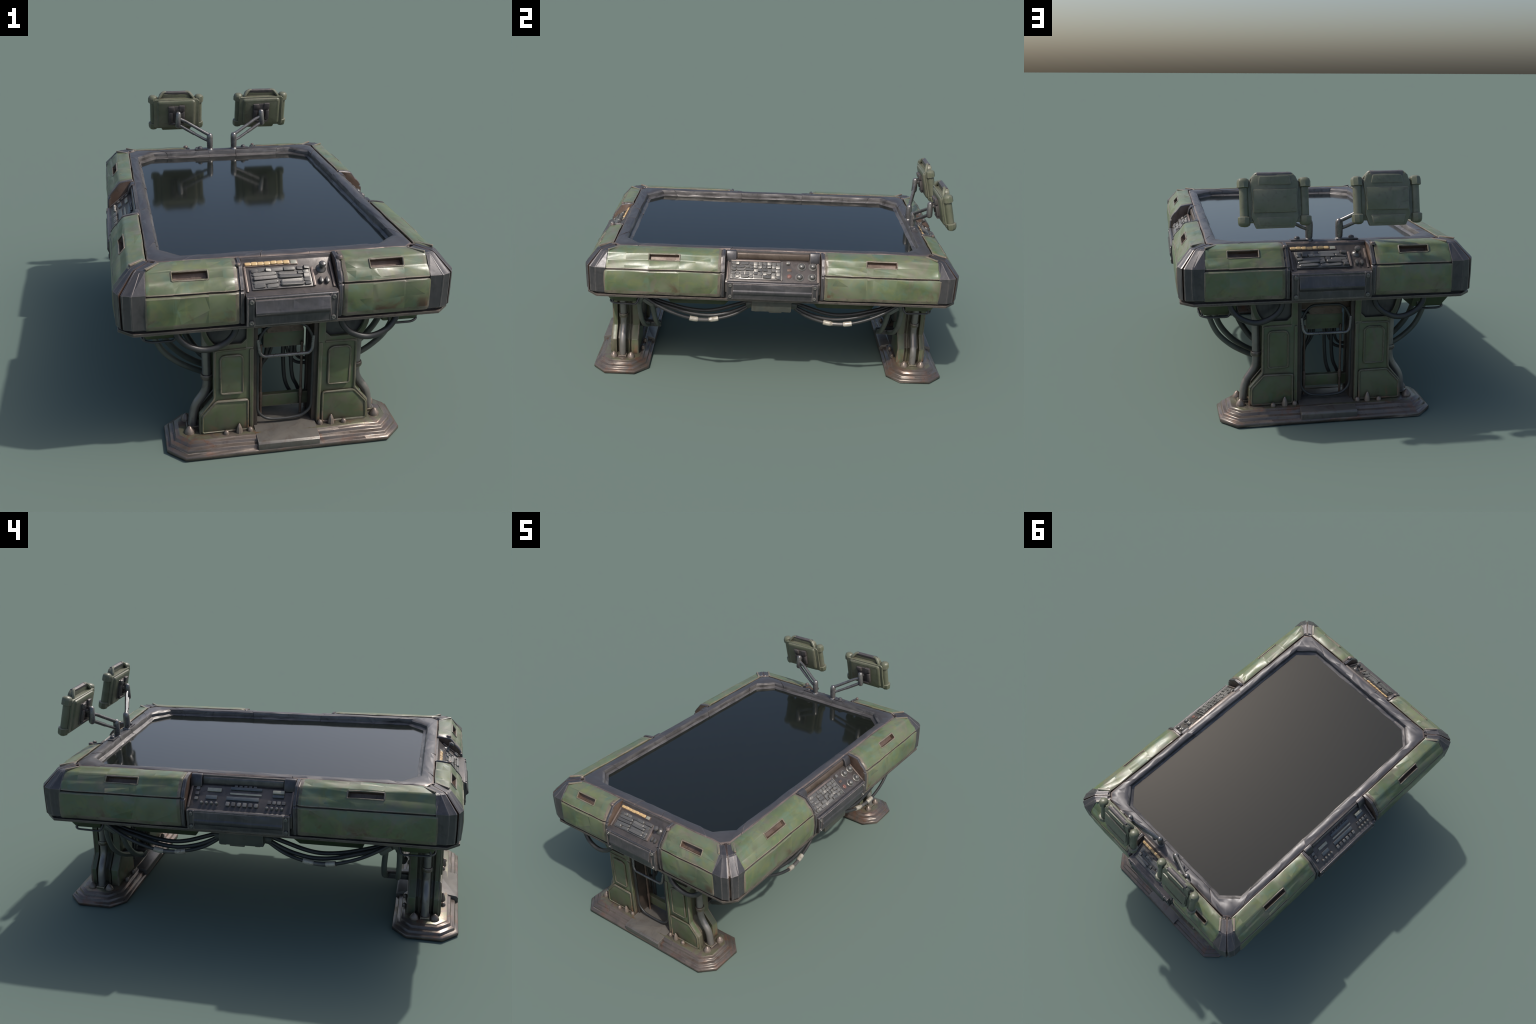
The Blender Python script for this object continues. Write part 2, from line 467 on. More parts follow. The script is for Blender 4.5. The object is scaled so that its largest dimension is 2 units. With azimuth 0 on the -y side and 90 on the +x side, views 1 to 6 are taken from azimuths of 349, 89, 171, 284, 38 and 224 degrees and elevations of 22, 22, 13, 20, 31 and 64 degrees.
# ---- bezel ring: lofted profile, cut in corner pieces and bars ---------------
BEZ = [(0.520, 0.836, 0.030, 0.724), (0.523, 0.839, 0.030, 0.774), (0.521, 0.837, 0.031, 0.785),
       (0.5155, 0.8315, 0.034, 0.7895), (0.500, 0.814, 0.050, 0.7925), (0.4865, 0.797, 0.070, 0.7920),
       (0.4785, 0.786, 0.083, 0.7885), (0.4745, 0.7805, 0.089, 0.780), (0.474, 0.779, 0.090, 0.766),
       (0.470, 0.773, 0.089, 0.7625), (0.4655, 0.766, 0.086, 0.7605), (0.4625, 0.761, 0.085, 0.7565),
       (0.4625, 0.760, 0.085, 0.724)]
BEZ_OCT = [octagon(hx, hy, c) for hx, hy, c, z in BEZ]

def bezel_piece(stations, seed, name, parent):
    """stations: (corner index i, j, t): point at t between octagon corners i and j"""
    b = bmesh.new()
    rings = []
    for (i, j, t) in stations:
        ring = []
        for oc, (hx, hy, c, z) in zip(BEZ_OCT, BEZ):
            p = Vector((*oc[i], z)).lerp(Vector((*oc[j], z)), t)
            ring.append(b.verts.new(p))
        rings.append(ring)
    n = len(BEZ)
    for A, B in zip(rings, rings[1:]):
        for k in range(n):
            f = b.faces.new((A[k], A[(k + 1) % n], B[(k + 1) % n], B[k]))
            f.material_index = 1 if 6 <= k <= 11 else (2 if k <= 2 else 0)
    b.faces.new(rings[0])
    b.faces.new(rings[-1])
    me = finish(b, [M_bezel, M_inner, M_trim], 32, 0.0022, 11, 0.0010, seed, tilt=0.07, split=0.12)
    return link(name, me, parent)

bezel = empty('bezel', table)
sides_oct = [(1, 2), (3, 4), (5, 6), (7, 0)]       # +x, +y, -x, -y long runs
for s, (i, j) in enumerate(sides_oct):
    long = s % 2 == 0
    L = 1.5 if long else 0.9
    d = 0.085 / L
    cuts = [d + 0.0008, 0.36 if long else 0.40, 0.64 if long else 0.60, 1 - d - 0.0008]
    for q, (t0, t1) in enumerate(zip(cuts, cuts[1:])):
        n = 7 if long else 5
        g = 0.0006
        st = [(i, j, t0 + g + (t1 - t0 - 2 * g) * u / n) for u in range(n + 1)]
        bezel_piece(st, 10 * s + q, 'bezel_bar', bezel)
    i2 = (j + 1) % 8
    j2 = (j + 2) % 8
    L2 = 0.9 if long else 1.5
    d2 = 0.085 / L2
    st = [(i, j, 1 - d + u * d / 2) for u in range(3)] + [(j, i2, 0.33), (j, i2, 0.67)] + [(i2, j2, u * d2 / 2) for u in range(3)]
    bezel_piece(st, 50 + s, 'bezel_corner', bezel)

# ---- armour panels ------------------------------------------------------------
def armour_panel(k, half_o, a_in, a_out, slot, seed):
    """half_o: outer face distance; a_in: console end, a_out: corner end (sign gives the side)"""
    F = side(k)
    O = half_o
    # profile (o, z, tag): wall, seam groove, bevel with grip slot, shallow top
    P = [(O - 0.012, 0.570, 0), (O - 0.004, 0.572, 0), (O - 0.001, 0.578, 0), (O + 0.0015, 0.590, 0), (O + 0.004, 0.640, 0),
         (O + 0.0015, 0.697, 0), (O - 0.003, 0.7025, 0), (O - 0.009, 0.7045, 0), (O - 0.009, 0.7075, 0), (O - 0.004, 0.7105, 0),
         (O - 0.0135, 0.7275, 0), (O - 0.0285, 0.7455, 0), (O - 0.034, 0.7495, 1), (O - 0.037, 0.7535, 1), (O - 0.052, 0.7725, 1),
         (O - 0.055, 0.7765, 1), (O - 0.060, 0.7815, 0), (O - 0.066, 0.7842, 0), (O - 0.095, 0.7895, 0), (O - 0.122, 0.7925, 0),
         (O - 0.1265, 0.7905, 0), (O - 0.128, 0.78, 0), (O - 0.10, 0.70, 0), (O - 0.08, 0.60, 0)]
    sg = 1 if a_out > a_in else -1
    Ls = abs(a_out - a_in)
    s0, s1 = sorted((abs(slot[0] - a_in), abs(slot[1] - a_in)))
    # stations as distance from the console end; flag: 'rim' frame steps
    st = [(0.0, -0.006), (0.003, -0.001), (0.014, 0.0), (0.0165, -0.008), (0.021, -0.008), (0.0235, -0.0035), (0.036, 0.0)]
    inner = [0.075]
    x = 0.15
    r = random.Random(seed)
    while x < Ls - 0.03:
        inner.append(x + r.uniform(-0.012, 0.012))
        x += r.uniform(0.08, 0.15)
    inner = [q for q in inner if abs(q - s0) > 0.014 and abs(q - s1) > 0.014 and q > 0.03]
    mids = inner + [s0, s0 + 0.006, s1 - 0.006, s1]
    st += [(q, 0.0) for q in sorted(mids)] + [(Ls - 0.022, 0), (Ls - 0.010, -0.001), (Ls - 0.004, -0.0035), (Ls, -0.009)]
    b = bmesh.new()
    rings = []
    for q, ins in st:
        ring = []
        for idx, (o, z, tag) in enumerate(P):
            a = a_in + sg * q
            # inset towards the inside of the section at the end frames
            oo = o + (ins if idx < 21 else 0) * (1.0 if idx < 11 else 0.55)
            zz = z + (ins if 11 <= idx < 21 else 0) * 0.8
            # the corner end runs back along the mitre on top
            over = max(0.0, (O - 0.066) - o)
            if idx < 21:
                a -= sg * over * 1.0 * max(0.0, (q - Ls + 0.10) / 0.10)
            # grip slot pressed in
            if tag and s0 + 0.004 < q < s1 - 0.004 and idx in (13, 14):
                oo -= 0.017
                zz -= 0.014
            if q in inner:
                if idx == 4:
                    zz += r.uniform(-0.026, 0.026)
                    a += r.uniform(-0.02, 0.02)
                elif idx == 10:
                    k = r.uniform(-0.011, 0.011)
                    zz += k
                    oo -= k * 0.8
                    a += r.uniform(-0.016, 0.016)
            ring.append(b.verts.new((a, oo, zz)))
        rings.append((q, ring))
    n = len(P)
    for (q0, A), (q1, B) in zip(rings, rings[1:]):
        for i in range(n):
            f = b.faces.new((A[i], A[(i + 1) % n], B[(i + 1) % n], B[i]))
            qm = (q0 + q1) / 2
            m = 0
            if qm < 0.0195:
                m = 1
            if 12 <= i <= 14 and s0 < qm < s1:
                m = 2
            if m == 0 and (0.0195 < qm < 0.030 or qm > Ls - 0.016 or i in (1, 2)):
                m = 3
            if i in (6, 7) and qm > 0.0195:
                m = 4
            f.material_index = m
    f = b.faces.new(rings[0][1])
    f.material_index = 2
    b.faces.new(rings[-1][1])
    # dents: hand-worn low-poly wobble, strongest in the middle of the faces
    off = Vector((seed * 5.1, seed * 2.3, 0))
    for v in b.verts:
        nv = noise.noise_vector(Vector((v.co.x * 9, v.co.y * 14, v.co.z * 16)) + off)
        v.co.y += nv.x * 0.0030
        v.co.z += nv.y * 0.0024
        v.co.x += nv.z * 0.0012
    for v in b.verts:
        v.co = F(v.co.x, v.co.y, v.co.z)
    sl = [R for q, R in rings if s0 - 1e-6 <= q <= s1 + 1e-6]
    rim = [R[12].co.copy() for R in sl] + [R[15].co.copy() for R in reversed(sl)]
    rb = bmesh.new()
    tube(rb, fillet(rim, 0.006, 2, True), 0.0034, 6, True)
    rim_mesh = finish(rb, M_border, 60, 0.0008, 30, 0.0004, seed)
    return rim_mesh, finish(b, [M_green, M_dark, M_brown, M_border, M_seam], 34, grain=0.0008, seed=seed, tilt=0.095, split=0.12)

armour = empty('armour_panels', table)
for k in range(4):
    if k % 2 == 0:     # short ends (-y, +y)
        spec = (0.968, 0.178, 0.546, (0.308, 0.442))
    else:
        spec = (0.653, 0.247, 0.868, (0.480, 0.638))
    for sg in (-1, 1):
        O, a0, a1, sl = spec
        rim, me = armour_panel(k, O, sg * a0, sg * a1, (sg * sl[0], sg * sl[1]), 100 + k * 2 + sg)
        panel = link('armour_panel', me, armour)
        link('grip_slot_rim', rim, panel)

# ---- corner posts -------------------------------------------------------------
def corner_post(k, seed):
    """built at the +x,-y corner, mirrored about the mitre line x + y = -0.313"""
    X0 = 0.315
    def refl(p):
        return (-p[1] - X0, -(p[0] + X0))
    rows = [  # z, half plan from the -y side to the groove edge
        (0.566, [(0.540, -0.945), (0.585, -0.943), (0.611, -0.932)]),
        (0.574, [(0.540, -0.962), (0.590, -0.960), (0.6185, -0.948)]),
        (0.579, [(0.540, -0.965), (0.591, -0.964), (0.6205, -0.952)]),
        (0.645, [(0.540, -0.966), (0.592, -0.966), (0.6215, -0.953)]),
        (0.714, [(0.540, -0.966), (0.592, -0.966), (0.6215, -0.953)]),
        (0.718, [(0.540, -0.963), (0.590, -0.963), (0.6190, -0.950)]),
        (0.779, [(0.538, -0.914), (0.556, -0.906), (0.574, -0.898)]),
        (0.784, [(0.532, -0.905), (0.549, -0.898), (0.567, -0.891)]),
        (0.790, [(0.488, -0.852), (0.498, -0.848), (0.509, -0.842)]),
        (0.783, [(0.484, -0.846), (0.494, -0.842), (0.505, -0.836)]),
    ]
    turn = Matrix.Rotation(math.pi / 2 * k, 3, 'Z') if k % 2 == 0 else None
    b = bmesh.new()
    grid = []
    for z, h in rows:
        inn = Vector((-0.0095, 0.0095, 0))
        e0, e1 = Vector((*h[-1], 0)), Vector((*refl(h[-1]), 0))
        # narrow lips either side of the open groove
        l0, l1 = e0.lerp(e1, 0.27), e1.lerp(e0, 0.27)
        q0, q1, q2 = [Vector((*p, 0)) for p in h]
        outw = Vector((0.2, -1.0, 0)).normalized() * 0.0013
        plan = [q0, q1.lerp(q0, 0.10), q1.lerp(q0, 0.05) + outw, q1.lerp(q2, 0.06) + outw, q1.lerp(q2, 0.13), q2.lerp(q1, 0.10), q2 + outw * 0.7]
        full = plan + [l0, l0 + inn, l1 + inn, l1] + [Vector((*refl((p.x, p.y)), 0)) for p in reversed(plan)]
        back = [Vector((0.545, -0.80, 0)), Vector((0.49, -0.83, 0))]
        pts = full + back
        grid.append([b.verts.new(Vector((p.x, p.y, z))) for p in pts])
    n = len(grid[0])
    for A, B in zip(grid, grid[1:]):
        for i in range(n):
            f = b.faces.new((A[i], A[(i + 1) % n], B[(i + 1) % n], B[i]))
            f.material_index = 3 if 7 <= i <= 9 else 0
    b.faces.new(grid[0])
    b.faces.new(grid[-1])
    # tan ridge bars on top where the panels start
    for mir in (False, True):
        p0, p1 = (0.483, -0.851), (0.533, -0.904)
        if mir:
            p0, p1 = refl(p0), refl(p1)
        A, B = Vector((*p0, 0.7915)), Vector((*p1, 0.7865))
        t = (B - A)
        rot = Matrix.Rotation(math.atan2(t.y, t.x), 4, 'Z')
        box(b, (A + B) / 2, (t.length, 0.010, 0.007), 0.002, rot, 2)
    # sx, sy placement
    sx, sy = [(1, 1), (1, -1), (-1, -1), (-1, 1)][k]
    for v in b.verts:
        v.co.x *= sx
        v.co.y *= sy
    return finish(b, [M_dark, M_trim, M_green, M_groove], 14, 0.0012, 10, 0.0004, seed, tilt=0.03, split=0.1)

posts = empty('corner_posts', table)
for k in range(4):
    link('corner_post', corner_post(k, 200 + k), posts)

# ----------------------------------------------------------------------------
# consoles
# ----------------------------------------------------------------------------
def key_mesh(w, d, h, mat, seed, bev=0.0015):
    b = bmesh.new()
    box(b, (0, 0, h / 2), (w, d, h), bev)
    return finish(b, mat, 40, grain=0.0004, seed=seed)

KEYS = [key_mesh(1, 1, 1, M_key, 1, 0.22), key_mesh(1, 1, 1, M_keydark, 2, 0.18), key_mesh(1, 1, 1, M_key, 3, 0.34), key_mesh(1, 1, 1, M_keymid, 4, 0.26)]
def knob_mesh(prof, mat, seg=16, bolt=False):
    b = bmesh.new()
    lathe(b, prof, seg=seg)
    if bolt:
        box(b, (0, 0, prof[-1][1]), (prof[-1][0] * 1.5, 0.002, 0.002), 0.0003)
    return finish(b, mat, 40)
KNOB = knob_mesh([(0.0235, -0.002), (0.0235, 0.002), (0.020, 0.0045), (0.0165, 0.004), (0.0155, 0.012), (0.0125, 0.017), (0.007, 0.0195), (0.002, 0.020)], M_keymid)
SMALLKNOB = knob_mesh([(0.0085, -0.001), (0.0085, 0.008), (0.0065, 0.011), (0.002, 0.012)], M_keydark, 12)
PEG = knob_mesh([(0.0068, -0.001), (0.0072, 0.008), (0.005, 0.012), (0.0015, 0.013)], M_key, 10)
REDBTN = knob_mesh([(0.012, -0.001), (0.012, 0.003), (0.008, 0.005), (0.008, 0.007), (0.002, 0.008)], M_red, 14)
BOLT = knob_mesh([(0.010, -0.002), (0.010, 0.002), (0.0085, 0.0045), (0.005, 0.0055), (0.004, 0.0035), (0.001, 0.003)], M_keymid, 12)
STICK = knob_mesh([(0.021, -0.002), (0.019, 0.003), (0.015, 0.006), (0.009, 0.009), (0.006, 0.014), (0.007, 0.024), (0.0125, 0.030),
                   (0.014, 0.037), (0.010, 0.044), (0.003, 0.046)], M_keydark, 14)

def frame_from(k, origin, s_dir):
    """4x4 placing local x along a, -y up the slope, z along the normal; s_dir=(do,dz)"""
    F = side(k)
    o = F(*origin)
    ax = F(1, 0, 0)
    so, sz = s_dir
    l = math.hypot(so, sz)
    dn = F(0, so / l, sz / l)            # down the slope
    nrm = ax.cross(dn) * -1
    M = Matrix.Identity(4)
    yy = -dn
    nrm = ax.cross(yy)
    for r in range(3):
        M[r][0], M[r][1], M[r][2], M[r][3] = ax[r], yy[r], nrm[r], o[r]
    return M

def place(name, mesh, parent, Mf, a, s, h=0.0, sc=(1, 1, 1), rot=0.0):
    T = Mf @ Matrix.Translation((a, -s, h)) @ Matrix.Rotation(rot, 4, 'Z') @ Matrix.Diagonal((*sc, 1))
    return link(name, mesh, parent, T)

def lip(con, k, o0, zt, zb, hw, proud, seed):
    """front lip with rolled rib, end plates and four bolts"""
    F = side(k)
    to = lambda o, z, a: F(a, o, z)
    b = bmesh.new()
    h = zt - zb
    body = [(o0 - 0.03, zb), (o0 + 0.010, zb), (o0 + 0.011, zt - 0.004), (o0 + 0.006, zt), (o0 - 0.03, zt + 0.001)]
    prism(b, body, -hw, hw, to, 0.003, 0, cuts=0)
    e = hw - 0.032
    if proud < 0.01:
        face = [(o0, zb + 0.006), (o0 + 0.010, zb + 0.006), (o0 + 0.011, zb + h * 0.27), (o0 + 0.012 + proud * 0.6, zb + h * 0.32), (o0 + 0.012 + proud, zb + h * 0.42),
                (o0 + 0.012 + proud, zb + h * 0.49), (o0 + 0.012 + proud * 0.5, zb + h * 0.56), (o0 + 0.014, zb + h * 0.9), (o0, zb + h * 0.93)]
    else:
        face = [(o0, zb + 0.005), (o0 + 0.012, zb + 0.005), (o0 + 0.013, zb + h * 0.32), (o0 + 0.018, zb + h * 0.36), (o0 + 0.0265, zb + h * 0.44),
                (o0 + 0.0265, zb + h * 0.50), (o0 + 0.021, zb + h * 0.58), (o0 + 0.0155, zb + h * 0.88), (o0, zb + h * 0.93)]
    prism(b, face, -e, e, to, 0.0015, 0, cuts=5)
    # raised frames of the two end plates
    for sg in (-1, 1):
        for aa, w in ((hw - 0.003, 0.006), (e + 0.003, 0.005)):
            c = F(sg * aa, o0 + 0.010, (zt + zb) / 2)
            sz = (w, 0.008, h - 0.004)
            box(b, c, sz if k % 2 == 0 else (sz[1], sz[0], sz[2]), 0.0018)
    # tray bottom corner gussets
    link('console_lip', finish(b, M_dark, 30, 0.0012, 12, 0.0005, seed, tilt=0.06), con)
    Mf = frame_from(k, (0, o0 + 0.0115, zt), (0, -1))
    for sg in (-1, 1):
        for s in (0.018, h - 0.016):
            place('bolt', BOLT, con, Mf, sg * (hw - 0.0175), s, 0)

def keypad(con, Mf, a0, a1, s0, s1, rows, cols, seed, merge_p=0.15):
    b = bmesh.new()
    box(b, ((a0 + a1) / 2, -(s0 + s1) / 2, 0.002), (a1 - a0 + 0.010, s1 - s0 + 0.008, 0.008), 0.002)
    me = finish(b, M_keydark, 40, grain=0.0003, seed=seed)
    link('keypad_tray', me, con, Mf)
    r = random.Random(seed)
    ph = (s1 - s0) / rows
    pw = (a1 - a0) / cols
    for i in range(rows):
        j = 0
        while j < cols:
            span = (2 if merge_p < 0.5 else r.choice((2, 3, 4, 4))) if (r.random() < merge_p and j < cols - 1) else 1
            if i == rows - 1 and cols // 3 <= j and j + 4 <= 2 * cols // 3 + 2 and span == 1 and r.random() < 0.8:
                span = 4
            span = min(span, cols - j)
            a = a0 + pw * (j + span / 2) + r.uniform(-0.08, 0.08) * pw
            s = s0 + ph * (i + 0.5) + r.uniform(-0.10, 0.10) * ph
            h = r.uniform(0.006, 0.0125)
            m = KEYS[r.choice((0, 2, 2, 3, 3) if merge_p < 0.5 else (1, 1, 3, 3, 3, 0))]
            tilt = Matrix.Rotation(r.uniform(-0.22, 0.22), 4, 'X') @ Matrix.Rotation(r.uniform(-0.3, 0.3) / span, 4, 'Y') @ Matrix.Rotation(r.uniform(-0.12, 0.12) / span, 4, 'Z')
            T = Mf @ Matrix.Translation((a, -s, 0.004)) @ tilt @ Matrix.Diagonal((pw * span * r.uniform(0.88, 1.02), ph * r.uniform(0.84, 1.0), h, 1))
            link('key', m, con, T)
            j += span

def plate(con, Mf, name, mat, a, s, w, d, h, bev=0.002):
    b = bmesh.new()
    box(b, (0, 0, h / 2), (w, d, h), min(bev, h * 0.4))
    return place(name, finish(b, mat, 40), con, Mf, a, s)

def console(k, kind):
    F = side(k)
    to = lambda o, z, a: F(a, o, z)
    con = empty('control_console', table)
    seed = 300 + k * 10
    long = kind != 'end'
    if long:
        hw, B = 0.244, 0.530
        desk = [(0.49, 0.60), (0.49, 0.784), (0.531, 0.784), (0.534, 0.741), (0.547, 0.738), (0.640, 0.664), (0.648, 0.655), (0.648, 0.60)]
        org, sd = (0, 0.547, 0.738), (0.093, -0.074)
        SL = math.hypot(*sd)
    else:
        hw, B = 0.175, 0.845
        desk = [(0.80, 0.60), (0.80, 0.784), (0.846, 0.784), (0.850, 0.772), (0.868, 0.757), (0.952, 0.692), (0.976, 0.686), (0.976, 0.60)]
        org, sd = (0, 0.868, 0.757), (0.084, -0.065)
        SL = math.hypot(*sd)
    b = bmesh.new()
    prism(b, desk, -hw, hw, to, 0.002, 0, cuts=0)
    link('console_desk', finish(b, M_desk, 35, 0.0008, 12, seed=seed), con)
    Mf = frame_from(k, org, sd)
    # raised border strips of the desk
    for sg in (-1, 1):
        plate(con, Mf, 'desk_border', M_trim, sg * (hw - 0.010), SL / 2, 0.008, SL, 0.006)
    if long:
        lip(con, k, 0.648, 0.661, 0.566, 0.235, 0.008, seed + 1)
        # back recess: brown or dark slotted band between two wedge blocks
        b = bmesh.new()
        band = [(0.5325, 0.744), (0.5395, 0.744), (0.541, 0.752), (0.541, 0.768), (0.538, 0.775), (0.5325, 0.777)]
        prism(b, band, -0.186, 0.186, to, 0.002, 0, cuts=4)
        link('recess_band', finish(b, M_band if kind == 'side_a' else M_keydark, 40, 0.001, 14, seed=seed), con)
        b = bmesh.new()
        for sg in (-1, 1):
            w = [(0.52, 0.735), (0.52, 0.787), (0.537, 0.787), (0.549, 0.772), (0.558, 0.736)]
            d = sorted((sg * 0.192, sg * 0.243))
            prism(b, w, d[0], d[1], to, 0.003, 0)
        link('wedge_block', finish(b, M_dark, 40, 0.0006, 14, seed=seed), con)
    else:
        lip(con, k, 0.972, 0.684, 0.566, 0.174, 0.02, seed + 1)
    if kind == 'side_a':
        keypad(con, Mf, -0.216, 0.038, 0.012, 0.108, 5, 11, seed + 2)
        plate(con, Mf, 'key_rail', M_trim, -0.09, 0.004, 0.255, 0.009, 0.010)
        plate(con, Mf, 'key_divider', M_key, 0.0465, SL / 2, 0.005, SL * 0.92, 0.008)
        for a, s in ((0.149, 0.028), (0.207, 0.026), (0.138, 0.090), (0.203, 0.088)):
            place('knob', KNOB, con, Mf, a, s, 0.001, rot=a * 30)
        place('round_button', REDBTN, con, Mf, 0.085, 0.086, 0.0)
        plate(con, Mf, 'toggle_block', M_key, 0.078, 0.012, 0.018, 0.016, 0.014)
        plate(con, Mf, 'round_button_base', M_brown, 0.085, 0.050, 0.022, 0.014, 0.004)
    elif kind == 'side_c':
        # three button groups
        plate(con, Mf, 'display', M_pale, -0.128, 0.022, 0.066, 0.018, 0.006)
        plate(con, Mf, 'switch_cover', M_slate, -0.135, 0.062, 0.052, 0.020, 0.007)
        plate(con, Mf, 'switch_cover', M_slate, 0.020, 0.010, 0.146, 0.014, 0.007)
        plate(con, Mf, 'display', M_pale, 0.020, 0.036, 0.146, 0.009, 0.004)
        plate(con, Mf, 'switch_cover', M_slate, 0.010, 0.062, 0.150, 0.018, 0.007)
        plate(con, Mf, 'display', M_pale, 0.170, 0.020, 0.052, 0.016, 0.014)
        plate(con, Mf, 'switch_cover', M_slate, 0.170, 0.038, 0.052, 0.014, 0.009)
        for i in range(4):
            place('small_knob', PEG, con, Mf, -0.176 + i * 0.023, 0.092, 0)
        for i in range(6):
            place('key', KEYS[i % 3], con, Mf, -0.054 + i * 0.0262, 0.092, 0, (0.018, 0.020, 0.010))
        for i in range(4):
            place('small_knob', PEG, con, Mf, 0.127 + i * 0.0225, 0.100, 0)
            place('key', KEYS[(i + 1) % 3], con, Mf, 0.134 + i * 0.0215, 0.070, 0, (0.017, 0.017, 0.007))
        for i in range(3):
            place('key', KEYS[i], con, Mf, -0.206, 0.018 + i * 0.026, 0, (0.018, 0.016, 0.006))
        for i in range(5):
            place('key', KEYS[1], con, Mf, -0.03 + i * 0.022, -0.002, 0, (0.015, 0.008, 0.006))
    else:
        # amber lamp strip at the back, broad worn keys, control stick and two knobs
        Ms = frame_from(k, (0, 0.853, 0.7690), (0.015, -0.012))
        plate(con, Ms, 'lamp_strip', M_brown, -0.0615, 0.010, 0.206, 0.020, 0.004)
        b = bmesh.new()
        box(b, (0, 0, 0.5), (1, 1, 1), 0.32, seg=3)
        lamp = finish(b, M_amber, 40)
        r = random.Random(seed)
        for i in range(7):
            T = Ms @ Matrix.Translation((-0.150 + i * 0.0245, -0.009 + r.uniform(-0.001, 0.001), 0.001)) @ Matrix.Rotation(r.uniform(-0.05, 0.05), 4, 'Z') @ Matrix.Diagonal((0.0245, r.uniform(0.013, 0.017), r.uniform(0.006, 0.009), 1))
            link('lamp', lamp, con, T)
        plate(con, Ms, 'lamp_end', M_pale, 0.026, 0.010, 0.024, 0.016, 0.006)
        keypad(con, Mf, -0.142, 0.078, 0.014, 0.096, 5, 9, seed + 2, 0.75)
        plate(con, Mf, 'key_divider', M_trim, 0.090, SL * 0.55, 0.010, SL * 0.75, 0.009)
        place('control_stick', STICK, con, Mf, 0.127, 0.026, 0)
        place('small_knob', SMALLKNOB, con, Mf, 0.118, 0.078, 0, (1, 1.6, 1.2))
        place('small_knob', SMALLKNOB, con, Mf, 0.141, 0.080, 0, (1, 1.6, 1.2))
    return con

console(0, 'end')
console(1, 'side_a')
console(2, 'end')
console(3, 'side_c')

# small studs on the end armour beside the consoles
for k in (0, 2):
    F = side(k)
    b = bmesh.new()
    lathe(b, [(0.013, -0.004), (0.013, 0.003), (0.009, 0.008), (0.003, 0.009)], F(0.197, 0.895, 0.786), (0, 0, 1), 10)
    lathe(b, [(0.009, -0.004), (0.009, 0.003), (0.006, 0.006), (0.002, 0.007)], F(-0.193, 0.902, 0.786), (0, 0, 1), 10)
    link('panel_stud', finish(b, M_trim, 40), table)

# ----------------------------------------------------------------------------
# underside: tapered bays, junction boxes, hoses
# ----------------------------------------------------------------------------
def taper(dst, x0, x1, y0, y1, z0, z1, ix, iy, bev=0.004, mat=0):
    """block with its bottom drawn in: ix=(left,right), iy=(front,back)"""
    b = bmesh.new()
    lo = [(x0 + ix[0], y0 + iy[0]), (x1 - ix[1], y0 + iy[0]), (x1 - ix[1], y1 - iy[1]), (x0 + ix[0], y1 - iy[1])]
    hi = [(x0, y0), (x1, y0), (x1, y1), (x0, y1)]
    A = [b.verts.new((x, y, z0)) for x, y in lo]
    B = [b.verts.new((x, y, z1)) for x, y in hi]
    for i in range(4):
        b.faces.new((A[i], A[(i + 1) % 4], B[(i + 1) % 4], B[i]))
    b.faces.new(A)
    b.faces.new(B)
    bmesh.ops.recalc_face_normals(b, faces=b.faces)
    rounded(b, bev, 2)
    merge(dst, b, mat)

def mirror_into(dst, src, sx, sy):
    bmesh.ops.scale(src, vec=(sx, sy, 1), verts=src.verts)
    merge(dst, src, None)

